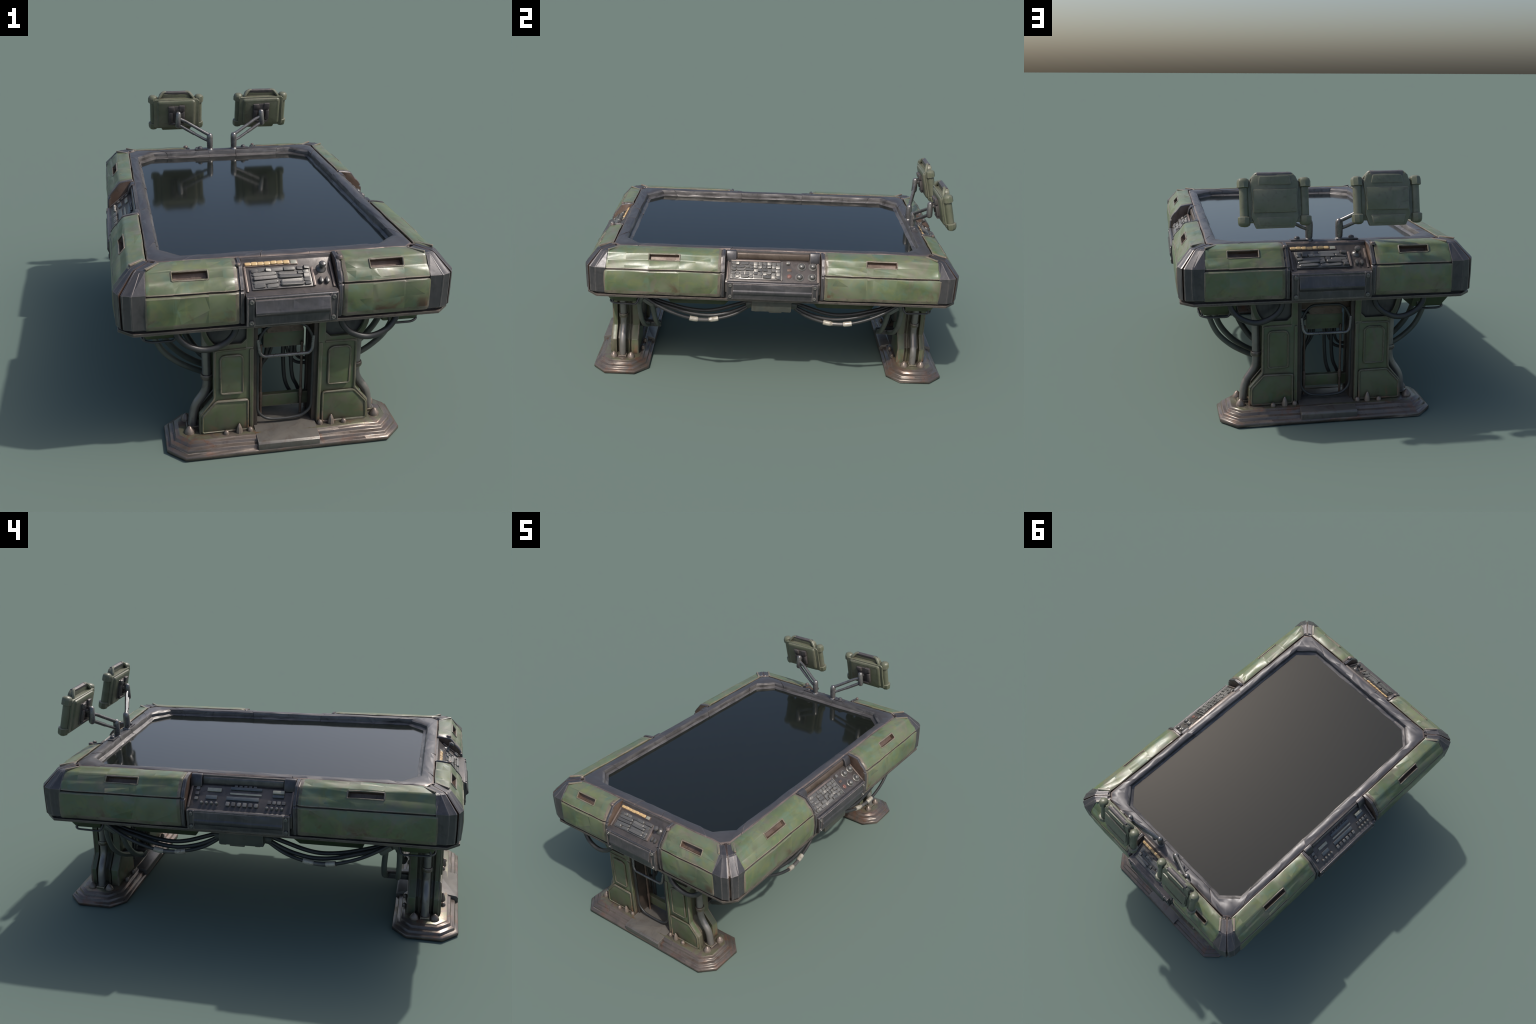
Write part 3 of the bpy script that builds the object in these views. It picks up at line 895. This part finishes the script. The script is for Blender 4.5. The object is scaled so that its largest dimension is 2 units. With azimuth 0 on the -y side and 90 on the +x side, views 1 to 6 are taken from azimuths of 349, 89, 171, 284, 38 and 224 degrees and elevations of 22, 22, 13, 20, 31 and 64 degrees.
under = empty('underside', table)
bm = bmesh.new()
box(bm, (0, 0, 0.535), (1.10, 1.70, 0.034), 0.004)
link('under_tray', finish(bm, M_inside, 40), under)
for sx in (1, -1):
    for sy in (1, -1):
        b = bmesh.new()
        taper(b, 0.40, 0.585, -0.885, -0.70, 0.476, 0.552, (0.0, 0.045), (0.035, 0.02), 0.010)
        bmesh.ops.scale(b, vec=(sx, sy, 1), verts=b.verts)
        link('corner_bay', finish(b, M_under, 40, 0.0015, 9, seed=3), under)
        b = bmesh.new()
        taper(b, 0.34, 0.58, -0.57, -0.19, 0.462, 0.552, (0.02, 0.07), (0.03, 0.06), 0.008)
        bmesh.ops.scale(b, vec=(sx, sy, 1), verts=b.verts)
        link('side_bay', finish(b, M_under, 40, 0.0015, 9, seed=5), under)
        # thin guard rail under the corner bay
        b = bmesh.new()
        P = [(0.425, -0.86, 0.505), (0.43, -0.86, 0.470), (0.525, -0.86, 0.470), (0.555, -0.835, 0.472), (0.557, -0.715, 0.470), (0.545, -0.705, 0.50)]
        tube(b, fillet(P, 0.016, 3), 0.0052, 8)
        tube(b, [(0.548, -0.842, 0.472), (0.545, -0.84, 0.50)], 0.005, 8)
        bmesh.ops.scale(b, vec=(sx, sy, 1), verts=b.verts)
        link('guard_rail', finish(b, M_dark, 50), under)
        # hose sockets
        b = bmesh.new()
        lathe(b, [(0.020, -0.03), (0.020, 0.0), (0.016, 0.012), (0.010, 0.016)], (0.52, -0.705, 0.478), (0.2, -0.1, -1), 12)
        box(b, (0.50, -0.655, 0.515), (0.09, 0.10, 0.06), 0.006)
        lathe(b, [(0.017, 0), (0.017, 0.05), (0.013, 0.06)], (0.575, -0.672, 0.515), (0.0, 0.7, -0.5), 12)
        bmesh.ops.scale(b, vec=(sx, sy, 1), verts=b.verts)
        link('hose_socket', finish(b, M_hose, 45), under)
    b = bmesh.new()
    box(b, (0.575, 0, 0.512), (0.085, 0.208, 0.062), 0.006)
    box(b, (0.578, 0.02, 0.480), (0.07, 0.07, 0.014), 0.004)
    box(b, (0.580, -0.075, 0.483), (0.06, 0.025, 0.014), 0.003)
    box(b, (0.580, 0.085, 0.483), (0.06, 0.03, 0.014), 0.003)
    for s in (-1, 1):
        lathe(b, [(0.024, 0), (0.024, 0.02), (0.018, 0.034)], (0.565, s * 0.10, 0.505), (0, s, -0.15), 12)
    bmesh.ops.scale(b, vec=(sx, 1, 1), verts=b.verts)
    link('junction_box', finish(b, M_box, 45, 0.0015, 14, seed=8), under)

def cable(name, pts, r, mat, sx=1, sy=1, parent=None, seg=10, n=6, rad=None):
    b = bmesh.new()
    p = spline([(x * sx, y * sy, z) for x, y, z in pts], n)
    tube(b, p, rad if rad else r, seg)
    return link(name, finish(b, mat, 60), parent)

cables = empty('cables', table)
for sx in (1, -1):
    for sy in (1, -1):
        A = [(0.585, -0.672, 0.530), (0.596, -0.600, 0.487), (0.602, -0.520, 0.450), (0.600, -0.430, 0.421), (0.592, -0.355, 0.410),
             (0.580, -0.280, 0.414), (0.570, -0.190, 0.440), (0.562, -0.105, 0.492)]
        cable('side_cable', A, 0.0085, M_rubber, sx, sy, cables)
        B = [(0.540, -0.665, 0.515), (0.540, -0.597, 0.488), (0.535, -0.536, 0.467), (0.532, -0.450, 0.444), (0.53, -0.360, 0.434), (0.53, -0.285, 0.444),
             (0.532, -0.20, 0.472), (0.540, -0.100, 0.510)]
        cable('side_cable', B, 0.0105, M_rubber, sx, sy, cables)
        C = [(0.560, -0.665, 0.512), (0.560, -0.593, 0.480), (0.560, -0.533, 0.460), (0.560, -0.426, 0.430), (0.560, -0.330, 0.421), (0.560, -0.25, 0.434),
             (0.558, -0.18, 0.458), (0.556, -0.100, 0.500)]
        cable('side_cable', C, 0.0105, M_rubber, sx, sy, cables)
        # inline connector on the lowest cable
        b = bmesh.new()
        sp = spline([(x * sx, y * sy, z) for x, y, z in A], 12)
        seg = [p for p in sp if 0.275 < abs(p.y) < 0.437]
        rad = []
        for p in seg:
            u = (abs(p.y) - 0.275) / 0.162
            rad.append(0.0135 if 0.03 < u < 0.30 or 0.70 < u < 0.97 else 0.0108)
        tube(b, seg, rad, 12)
        for f in b.faces:
            u = (abs(f.calc_center_median().y) - 0.275) / 0.162
            f.material_index = 0 if (u < 0.33 or u > 0.67) else 1
        link('cable_connector', finish(b, [M_conn, M_keydark], 40), cables)
        # thick loop hanging below the end of the rim
        Lp = [(0.205, -0.925, 0.556), (0.212, -0.93, 0.520), (0.242, -0.935, 0.487), (0.295, -0.935, 0.463), (0.345, -0.935, 0.464),
              (0.395, -0.932, 0.487), (0.426, -0.925, 0.522), (0.432, -0.92, 0.556)]
        cable('loop_hose', Lp, 0.0125, M_rubber, sx, sy, cables, 12)
        # grey hoses from the rim round the back of the legs
        H1 = [(0.515, -0.705, 0.475), (0.505, -0.706, 0.420), (0.470, -0.703, 0.345), (0.410, -0.698, 0.285), (0.345, -0.694, 0.245), (0.275, -0.692, 0.212)]
        cable('leg_hose', H1, 0.0125, M_hose, sx, sy, cables, 12)
        H2 = [(0.490, -0.650, 0.520), (0.482, -0.642, 0.440), (0.452, -0.635, 0.360), (0.400, -0.632, 0.295), (0.340, -0.632, 0.250), (0.275, -0.635, 0.218)]
        cable('leg_hose', H2, 0.0135, M_hose, sx, sy, cables, 12)
        b = bmesh.new()
        box(b, (0.246, -0.690, 0.208), (0.040, 0.135, 0.030), 0.006)
        bmesh.ops.scale(b, vec=(sx, sy, 1), verts=b.verts)
        link('hose_bracket', finish(b, M_dark, 40), cables)
        H3 = [(0.40, -0.70, 0.53), (0.385, -0.70, 0.44), (0.345, -0.705, 0.36), (0.30, -0.715, 0.31), (0.25, -0.72, 0.30)]
        cable('leg_hose', H3, 0.0135, M_rubber, sx, sy, cables, 12)

# ----------------------------------------------------------------------------
# pedestal legs
# ----------------------------------------------------------------------------
DOME = knob_mesh([(0.021, -0.004), (0.021, 0.004), (0.018, 0.012), (0.012, 0.021), (0.006, 0.027), (0.002, 0.030)], M_bolt, 12)
STUD = knob_mesh([(0.0115, -0.004), (0.0115, 0.007), (0.008, 0.014), (0.003, 0.017)], M_bolt, 10)
CONE = knob_mesh([(0.014, -0.004), (0.013, 0.012), (0.009, 0.026), (0.004, 0.038), (0.001, 0.041)], M_bolt, 8)

def pedestal(k):
    F = side(k)
    R4 = side4(k)
    ped = empty('pedestal_leg', table)
    seed = 500 + k * 31
    # stepped foot -------------------------------------------------------------
    steps = [(0.004, 0.0), (0.0, 0.003), (0.0, 0.0155), (0.003, 0.0185), (0.013, 0.0225), (0.0165, 0.025), (0.0175, 0.0335), (0.021, 0.0365),
             (0.034, 0.0385), (0.037, 0.041), (0.0385, 0.050), (0.042, 0.0525), (0.050, 0.0545), (0.0525, 0.0575), (0.057, 0.0600)]
    hx, y0, y1, c = 0.482, 0.678, 0.986, 0.070
    b = bmesh.new()
    rings = []
    for ins, z in steps:
        X, A, B, cc = hx - ins, y0 + ins, y1 - ins, c - ins * 0.42
        cor = [(X - cc, B), (X, B - cc), (X, A + cc), (X - cc, A), (-X + cc, A), (-X, A + cc), (-X, B - cc), (-X + cc, B)]
        ring = []
        for i in range(8):
            p, q = Vector(cor[i]), Vector(cor[(i + 1) % 8])
            m = (1, 2, 1, 9)[i % 4] if i % 4 != 3 else 9
            for u in range(m):
                w = p.lerp(q, u / m)
                ring.append(b.verts.new(F(w.x, w.y, z)))
        rings.append(ring)
    n = len(rings[0])
    for A, B in zip(rings, rings[1:]):
        for i in range(n):
            b.faces.new((A[i], A[(i + 1) % n], B[(i + 1) % n], B[i]))
    b.faces.new(rings[0])
    b.faces.new(rings[-1])
    off = Vector((seed, 0, 0))
    for v in b.verts:
        if v.co.z > 0.001:
            w = noise.noise_vector(v.co * 12 + off) * 0.0022
            v.co += w
            v.co.z = max(v.co.z, 0.002)
    link('foot', finish(b, M_foot, 55, grain=0.0005, seed=seed, tilt=0.07), ped)
    # cover plate over the middle of the foot ----------------------------------
    to = lambda o, z, a: F(a, o, z)
    b = bmesh.new()
    prof = [(0.984, 0.015), (0.985, 0.043), (0.977, 0.051), (0.868, 0.0695), (0.79, 0.0695), (0.690, 0.050), (0.677, 0.042), (0.677, 0.014)]
    prism(b, prof, -0.126, 0.126, to, 0.003, 0)
    link('foot_cover', finish(b, M_cover, 35, 0.0014, 9, 0.0006, seed, tilt=0.05), ped)
    # columns -------------------------------------------------------------------
    out_main = [(0.130, 0.050), (0.350, 0.050), (0.347, 0.145), (0.290, 0.212), (0.288, 0.432), (0.130, 0.432)]
    web = [(0.140, 0.050), (0.320, 0.050), (0.318, 0.140), (0.262, 0.205), (0.260, 0.45), (0.275, 0.555), (0.140, 0.555)]
    upper = [(0.174, 0.236), (0.262, 0.236), (0.262, 0.392), (0.250, 0.404), (0.186, 0.404), (0.174, 0.392)]
    lower = [(0.154, 0.064), (0.338, 0.064), (0.336, 0.140), (0.281, 0.201), (0.154, 0.201)]
    arc = [(0.288, 0.428), (0.305, 0.446), (0.321, 0.470), (0.331, 0.497), (0.336, 0.525), (0.338, 0.556)]
    arc_in = [(0.320, 0.556), (0.318, 0.525), (0.312, 0.500), (0.302, 0.477), (0.288, 0.458), (0.278, 0.448)]
    for sg in (-1, 1):
        col = empty('column', ped)
        toc = lambda a, z, o: F(sg * a, o, z)
        b = bmesh.new()
        prism(b, out_main, 0.866, 0.890, toc, 0.004, 0)
        prism(b, out_main, 0.745, 0.782, toc, 0.004, 0)
        # flared head: frame strips around a dark plate, front and back
        for d0, d1 in ((0.866, 0.890), (0.745, 0.775)):
            prism(b, [(0.130, 0.430), (0.158, 0.430), (0.158, 0.556), (0.130, 0.556)], d0, d1, toc, 0.003, 0)
            prism(b, [(0.157, 0.430), (0.287, 0.430), (0.276, 0.449), (0.178, 0.449), (0.157, 0.470)], d0, d1, toc, 0.002, 0)
            prism(b, arc + arc_in, d0 + 0.0005, d1 + 0.0005, toc, 0.002, 0)
        link('column_body', finish(b, M_legreen, 35, 0.0016, 10, 0.0006, seed + sg, tilt=0.05), col)
        b = bmesh.new()
        prism(b, web, 0.775, 0.872, toc, 0.003, 0)
        # ribs between the flanges
        for o in (0.800, 0.852):
            prism(b, [(0.25, 0.055), (0.334, 0.055), (0.331, 0.142), (0.276, 0.208), (0.274, 0.43), (0.25, 0.43)], o - 0.006, o + 0.006, toc, 0.003, 0)
        link('column_side', finish(b, M_legside, 35, 0.0014, 10, 0.0005, seed + 9 + sg, tilt=0.04), col)
        b = bmesh.new()
        prism(b, upper, 0.886, 0.8965, toc, 0.005, 0)
        prism(b, lower, 0.886, 0.8975, toc, 0.006, 0)
        prism(b, [(0.131, 0.052), (0.146, 0.052), (0.146, 0.425), (0.131, 0.425)], 0.884, 0.8965, toc, 0.004, 0)
        link('column_panel', finish(b, M_legreen, 35, 0.0016, 12, 0.0006, seed + 3 + sg, tilt=0.06), col)
        b = bmesh.new()
        for poly, oo, rr in ((upper, 0.8955, 0.0042), (lower, 0.8962, 0.0048)):
            tube(b, fillet([toc(a, z, oo) for a, z in poly], 0.008, 2, True), rr, 6, True)
        tube(b, fillet([toc(a, z, 0.8885) for a, z in ((0.345, 0.058), (0.342, 0.142), (0.286, 0.210), (0.284, 0.425), (0.16, 0.427))], 0.01, 2), 0.0058, 6)
        tube(b, fillet([toc(a, z, 0.7465) for a, z in ((0.345, 0.058), (0.342, 0.142), (0.286, 0.210), (0.284, 0.425))], 0.01, 2), 0.0055, 6)
        link('column_frame', finish(b, M_legframe, 60, 0.0014, 25, 0.0006, seed + sg), col)
        b = bmesh.new()
        prism(b, [(0.15, 0.44), (0.285, 0.44), (0.318, 0.48), (0.330, 0.556), (0.15, 0.556)], 0.775, 0.877, toc, 0.002, 0)
        link('head_plate', finish(b, M_dark, 35), col)
        b = bmesh.new()
        prism(b, [(0.112, 0.055), (0.131, 0.055), (0.131, 0.553), (0.112, 0.553)], 0.760, 0.882, toc, 0.003, 0)
        prism(b, [(0.106, 0.055), (0.114, 0.055), (0.114, 0.553), (0.106, 0.553)], 0.775, 0.80, toc, 0.002, 0)
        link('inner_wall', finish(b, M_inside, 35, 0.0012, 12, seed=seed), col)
        # pipe down the outside --------------------------------------------------
        b = bmesh.new()
        P = [F(sg * a, o, z) for a, o, z in ((0.312, 0.828, 0.545), (0.308, 0.828, 0.30), (0.308, 0.828, 0.225), (0.362, 0.829, 0.150), (0.371, 0.829, 0.055))]
        tube(b, fillet(P, 0.035, 4), 0.0185, 14)
        link('leg_pipe', finish(b, M_pipe, 45), col)
        b = bmesh.new()
        lathe(b, [(0.0190, -0.012), (0.024, -0.010), (0.0265, -0.004), (0.0265, 0.004), (0.024, 0.010), (0.019, 0.012)], F(sg * 0.308, 0.828, 0.285), (0, 0, 1), 16)
        box(b, F(sg * 0.371, 0.829, 0.062), (0.05, 0.045, 0.014), 0.004)
        link('pipe_collar', finish(b, M_foot, 45), col)
        for nm, me, a, o in (('foot_bolt', DOME, 0.386, 0.876), ('foot_bolt', DOME, 0.391, 0.779), ('foot_stud', STUD, 0.243, 0.912),
                             ('foot_cone', CONE, 0.190, 0.909), ('foot_stud', STUD, 0.145, 0.905), ('foot_stud', STUD, 0.19, 0.727), ('foot_stud', STUD, 0.28, 0.727)):
            p = F(sg * a, o, 0.060)
            link(nm, me, col, Matrix.Translation(p) @ Matrix.Rotation(a * 40, 4, 'Z'))
    # gap between the columns -----------------------------------------------------
    tol = lambda a, z, o: F(a, o, z)
    b = bmesh.new()
    prism(b, [(-0.125, 0.104), (0.125, 0.104), (0.125, 0.160), (-0.125, 0.160)], 0.785, 0.812, tol, 0.006, 0)
    link('cross_bar', finish(b, M_legreen, 35, 0.0015, 12, seed=seed), ped)
    b = bmesh.new()
    prism(b, [(-0.078, 0.378), (0.092, 0.378), (0.092, 0.455), (-0.078, 0.455)], 0.765, 0.815, tol, 0.009, 0)
    link('hanging_box', finish(b, M_legreen, 35, 0.001, 12, seed=seed), ped)
    b = bmesh.new()
    prism(b, [(-0.13, 0.485), (0.13, 0.485), (0.13, 0.556), (-0.13, 0.556)], 0.755, 0.845, tol, 0.004, 0)
    prism(b, [(-0.066, 0.455), (0.082, 0.455), (0.082, 0.490), (-0.066, 0.490)], 0.77, 0.835, tol, 0.004, 0)
    link('head_beam', finish(b, M_brown, 35), ped)
    # bent guard frames
    b = bmesh.new()
    o = 0.878
    loop = [F(a, o, z) for a, z in ((-0.112, 0.45), (-0.112, 0.125), (-0.075, 0.090), (0.0, 0.083), (0.075, 0.090), (0.112, 0.125), (0.112, 0.45), (0.074, 0.512), (-0.074, 0.512))]
    tube(b, fillet(loop, 0.03, 4, True), 0.0062, 8, True)
    link('guard_frame', finish(b, M_rubber, 60), ped)
    b = bmesh.new()
    hb = [F(a, o + 0.001 + d, z) for a, z, d in ((-0.112, 0.455, 0.0), (-0.106, 0.400, 0.008), (-0.092, 0.384, 0.010), (0.092, 0.384, 0.010), (0.106, 0.400, 0.008), (0.112, 0.455, 0.0))]
    tube(b, fillet(hb, 0.014, 4), 0.0072, 8)
    link('guard_handle', finish(b, M_arm, 60), ped)
    b = bmesh.new()
    for a in (-0.088, 0.080):
        tube(b, [F(a, 0.822, 0.07), F(a, 0.822, 0.40)], 0.0055, 8)
        lathe(b, [(0.008, 0), (0.008, 0.03), (0.006, 0.035)], F(a, 0.822, 0.148), (0, 0, 1), 8)
    link('tie_rod', finish(b, M_brown, 60), ped)
    # slack inner wires
    wires = [
        [(-0.055, 0.79, 0.385), (-0.062, 0.785, 0.33), (-0.080, 0.775, 0.27), (-0.087, 0.77, 0.18), (-0.09, 0.77, 0.08)],
        [(-0.035, 0.79, 0.385), (-0.045, 0.78, 0.335), (-0.075, 0.77, 0.285), (-0.115, 0.77, 0.265)],
        [(0.010, 0.79, 0.385), (0.014, 0.78, 0.30), (0.025, 0.77, 0.20), (0.055, 0.76, 0.13), (0.09, 0.76, 0.09)],
        [(0.022, 0.79, 0.385), (0.035, 0.78, 0.33), (0.065, 0.775, 0.285), (0.12, 0.77, 0.27)],
        [(0.045, 0.79, 0.385), (0.047, 0.78, 0.29), (0.058, 0.77, 0.21), (0.08, 0.76, 0.16), (0.10, 0.76, 0.10)],
        [(0.060, 0.79, 0.385), (0.063, 0.78, 0.335), (0.082, 0.77, 0.30), (0.12, 0.765, 0.29)],
        [(-0.07, 0.80, 0.44), (-0.100, 0.80, 0.41), (-0.108, 0.79, 0.33), (-0.11, 0.78, 0.20)],
    ]
    b = bmesh.new()
    for i, w in enumerate(wires):
        tube(b, spline([F(*p) for p in w], 5), 0.0072 if i % 2 else 0.0088, 8)
    link('inner_wires', finish(b, M_rubber, 60), ped, kind='stuff')

pedestal(0)
pedestal(2)

# ----------------------------------------------------------------------------
# monitors on arms
# ----------------------------------------------------------------------------
def monitor(sx):
    mon = empty('monitor', table)
    C = Matrix.Translation((sx * 0.2425, 0.9285, 0.984)) @ Matrix.Rotation(math.radians(14), 4, 'X')
    seed = 800 + sx
    L = lambda u, v, w: C @ Vector((u, w, v))          # u across, v up, w to the front (+y)
    P = lambda u, v, w: L(u, v, w)
    # body: back shell and front plate with raised centre and rolled ends
    b = bmesh.new()
    shell = [(-0.122, -0.086), (0.122, -0.086), (0.130, -0.08), (0.128, 0.0), (0.130, 0.080), (0.118, 0.088), (-0.118, 0.088), (-0.130, 0.080), (-0.128, 0.0), (-0.130, -0.08)]
    prism(b, shell, -0.026, 0.012, P, 0.009, 0, 3)
    front = [(-0.100, -0.062), (-0.080, -0.110), (0.080, -0.110), (0.100, -0.062), (0.095, 0.0), (0.103, 0.074), (0.084, 0.113), (-0.084, 0.113), (-0.103, 0.074), (-0.094, 0.0)]
    prism(b, front, -0.004, 0.022, P, 0.006, 0)
    prism(b, [(-0.092, -0.045), (0.092, -0.045), (0.092, 0.052), (-0.092, 0.052)], 0.018, 0.030, P, 0.007, 0)
    prism(b, [(-0.070, 0.070), (0.070, 0.070), (0.062, 0.106), (-0.062, 0.106)], 0.018, 0.027, P, 0.004, 0)
    prism(b, [(-0.066, -0.100), (0.066, -0.100), (0.076, -0.066), (-0.076, -0.066)], 0.018, 0.027, P, 0.004, 0)
    prism(b, [(-0.108, -0.078), (0.108, -0.078), (0.108, 0.082), (-0.108, 0.082)], -0.036, 0.0, P, 0.020, 0, 4)
    link('monitor_body', finish(b, M_monitor, 35, 0.0024, 18, 0.0006, seed, tilt=0.07), mon)
    # side rolls and corner bumpers
    b = bmesh.new()
    for u in (-1, 1):
        tube(b, [L(u * 0.127, -0.075, 0.002), L(u * 0.127, 0.075, 0.002)], 0.0195, 14)
    link('side_roll', finish(b, M_monitor, 45, 0.001, 20, seed=seed), mon)
    b = bmesh.new()
    lathe(b, [(0.0215, -0.021), (0.0265, -0.018), (0.0268, 0.004), (0.0235, 0.0145), (0.014, 0.0205), (0.003, 0.0225)], seg=8)
    bump = finish(b, M_monitor, 40, 0.0016, 60, seed=seed)
    for u in (-1, 1):
        for v in (-1, 1):
            T = C @ Matrix.Translation((u * 0.129, 0.004, v * 0.0805))
            if v < 0:
                T = T @ Matrix.Rotation(math.pi, 4, 'X')
            link('bumper', bump, mon, T)
    # carry handle on top: two arms and a flat grip
    b = bmesh.new()
    for u in (-1, 1):
        tube(b, fillet([L(u * 0.098, 0.084, -0.012), L(u * 0.092, 0.096, -0.010), L(u * 0.074, 0.117, 0.002), L(u * 0.055, 0.118, 0.006)], 0.012, 3), 0.0085, 8)
        prism(b, [(u * 0.080, 0.07), (u * 0.102, 0.07), (u * 0.092, 0.104), (u * 0.078, 0.118)], 0.0, 0.02, P, 0.004, 0)
    g = [(0.104, -0.004), (0.121, -0.004), (0.125, 0.008), (0.119, 0.020), (0.100, 0.022)]
    prism(b, g, -0.072, 0.072, lambda v, w, u: L(u, v, w), 0.002, 1, cuts=3)
    link('monitor_handle', finish(b, [M_monitor, M_mount], 35, 0.0012, 30, seed=seed), mon)
    # dark mount plate with clamp pads
    b = bmesh.new()
    prism(b, [(-0.048, -0.062), (0.044, -0.062), (0.046, 0.052), (-0.048, 0.052)], -0.040, -0.026, P, 0.006, 0)
    for u, v, w_, h_ in ((-0.030, 0.040, 0.034, 0.028), (0.030, 0.042, 0.032, 0.034), (-0.034, -0.012, 0.022, 0.060), (0.034, -0.012, 0.022, 0.060), (0.0, -0.052, 0.07, 0.014)):
        prism(b, [(u - w_ / 2, v - h_ / 2), (u + w_ / 2, v - h_ / 2), (u + w_ / 2, v + h_ / 2), (u - w_ / 2, v + h_ / 2)], -0.052, -0.036, P, 0.006, 0)
    link('mount_plate', finish(b, M_mount, 40, 0.0012, 40, seed=seed), mon)
    # arm ---------------------------------------------------------------------
    arm = empty('monitor_arm', table)
    S = lambda x, y, z: Vector((sx * x, y, z))
    b = bmesh.new()
    capsule(b, S(0.2395, 0.856, 0.920), S(0.2355, 0.855, 0.988), 0.0165, 0, 14, 0.0155)
    tube(b, [S(0.237, 0.856, 0.975), S(0.238, 0.90, 0.975)], 0.010, 10)
    link('wrist_joint', finish(b, M_arm, 45), arm)
    b = bmesh.new()
    prof = [(0.0085, -0.028), (0.011, -0.018), (0.0165, 0.0), (0.0175, 0.03), (0.0175, 0.052), (0.0165, 0.066), (0.012, 0.075), (0.004, 0.079)]
    lathe(b, prof, S(0.068, 0.803, 0.806), (0, 0, 1), 14)
    lathe(b, [(0.021, -0.008), (0.020, 0.002), (0.014, 0.007), (0.010, 0.009)], S(0.068, 0.805, 0.792), (0, 0, 1), 14)
    link('elbow_joint', finish(b, M_arm, 45), arm)
    b = bmesh.new()
    tube(b, [S(0.068, 0.803, 0.872), S(0.100, 0.812, 0.889), S(0.196, 0.846, 0.944), S(0.236, 0.856, 0.962)], [0.0095, 0.0095, 0.009, 0.009], 10)
    tube(b, [S(0.072, 0.803, 0.838), S(0.100, 0.811, 0.850), S(0.150, 0.828, 0.877), S(0.151, 0.828, 0.8775), S(0.238, 0.857, 0.926)], [0.0078, 0.0078, 0.0078, 0.0095, 0.0095], 10)
    link('arm_rod', finish(b, M_arm, 45), arm)
    # small plate and stud on the bezel beside the arm
    b = bmesh.new()
    box(b, S(0.102, 0.807, 0.7945), (0.10, 0.034, 0.006), 0.0025)
    lathe(b, [(0.013, -0.004), (0.013, 0.008), (0.010, 0.012), (0.005, 0.014)], S(0.123, 0.807, 0.796), (0, 0, 1), 10)
    link('arm_base', finish(b, M_bezel, 45, 0.001, 20), arm)

monitor(1)
monitor(-1)
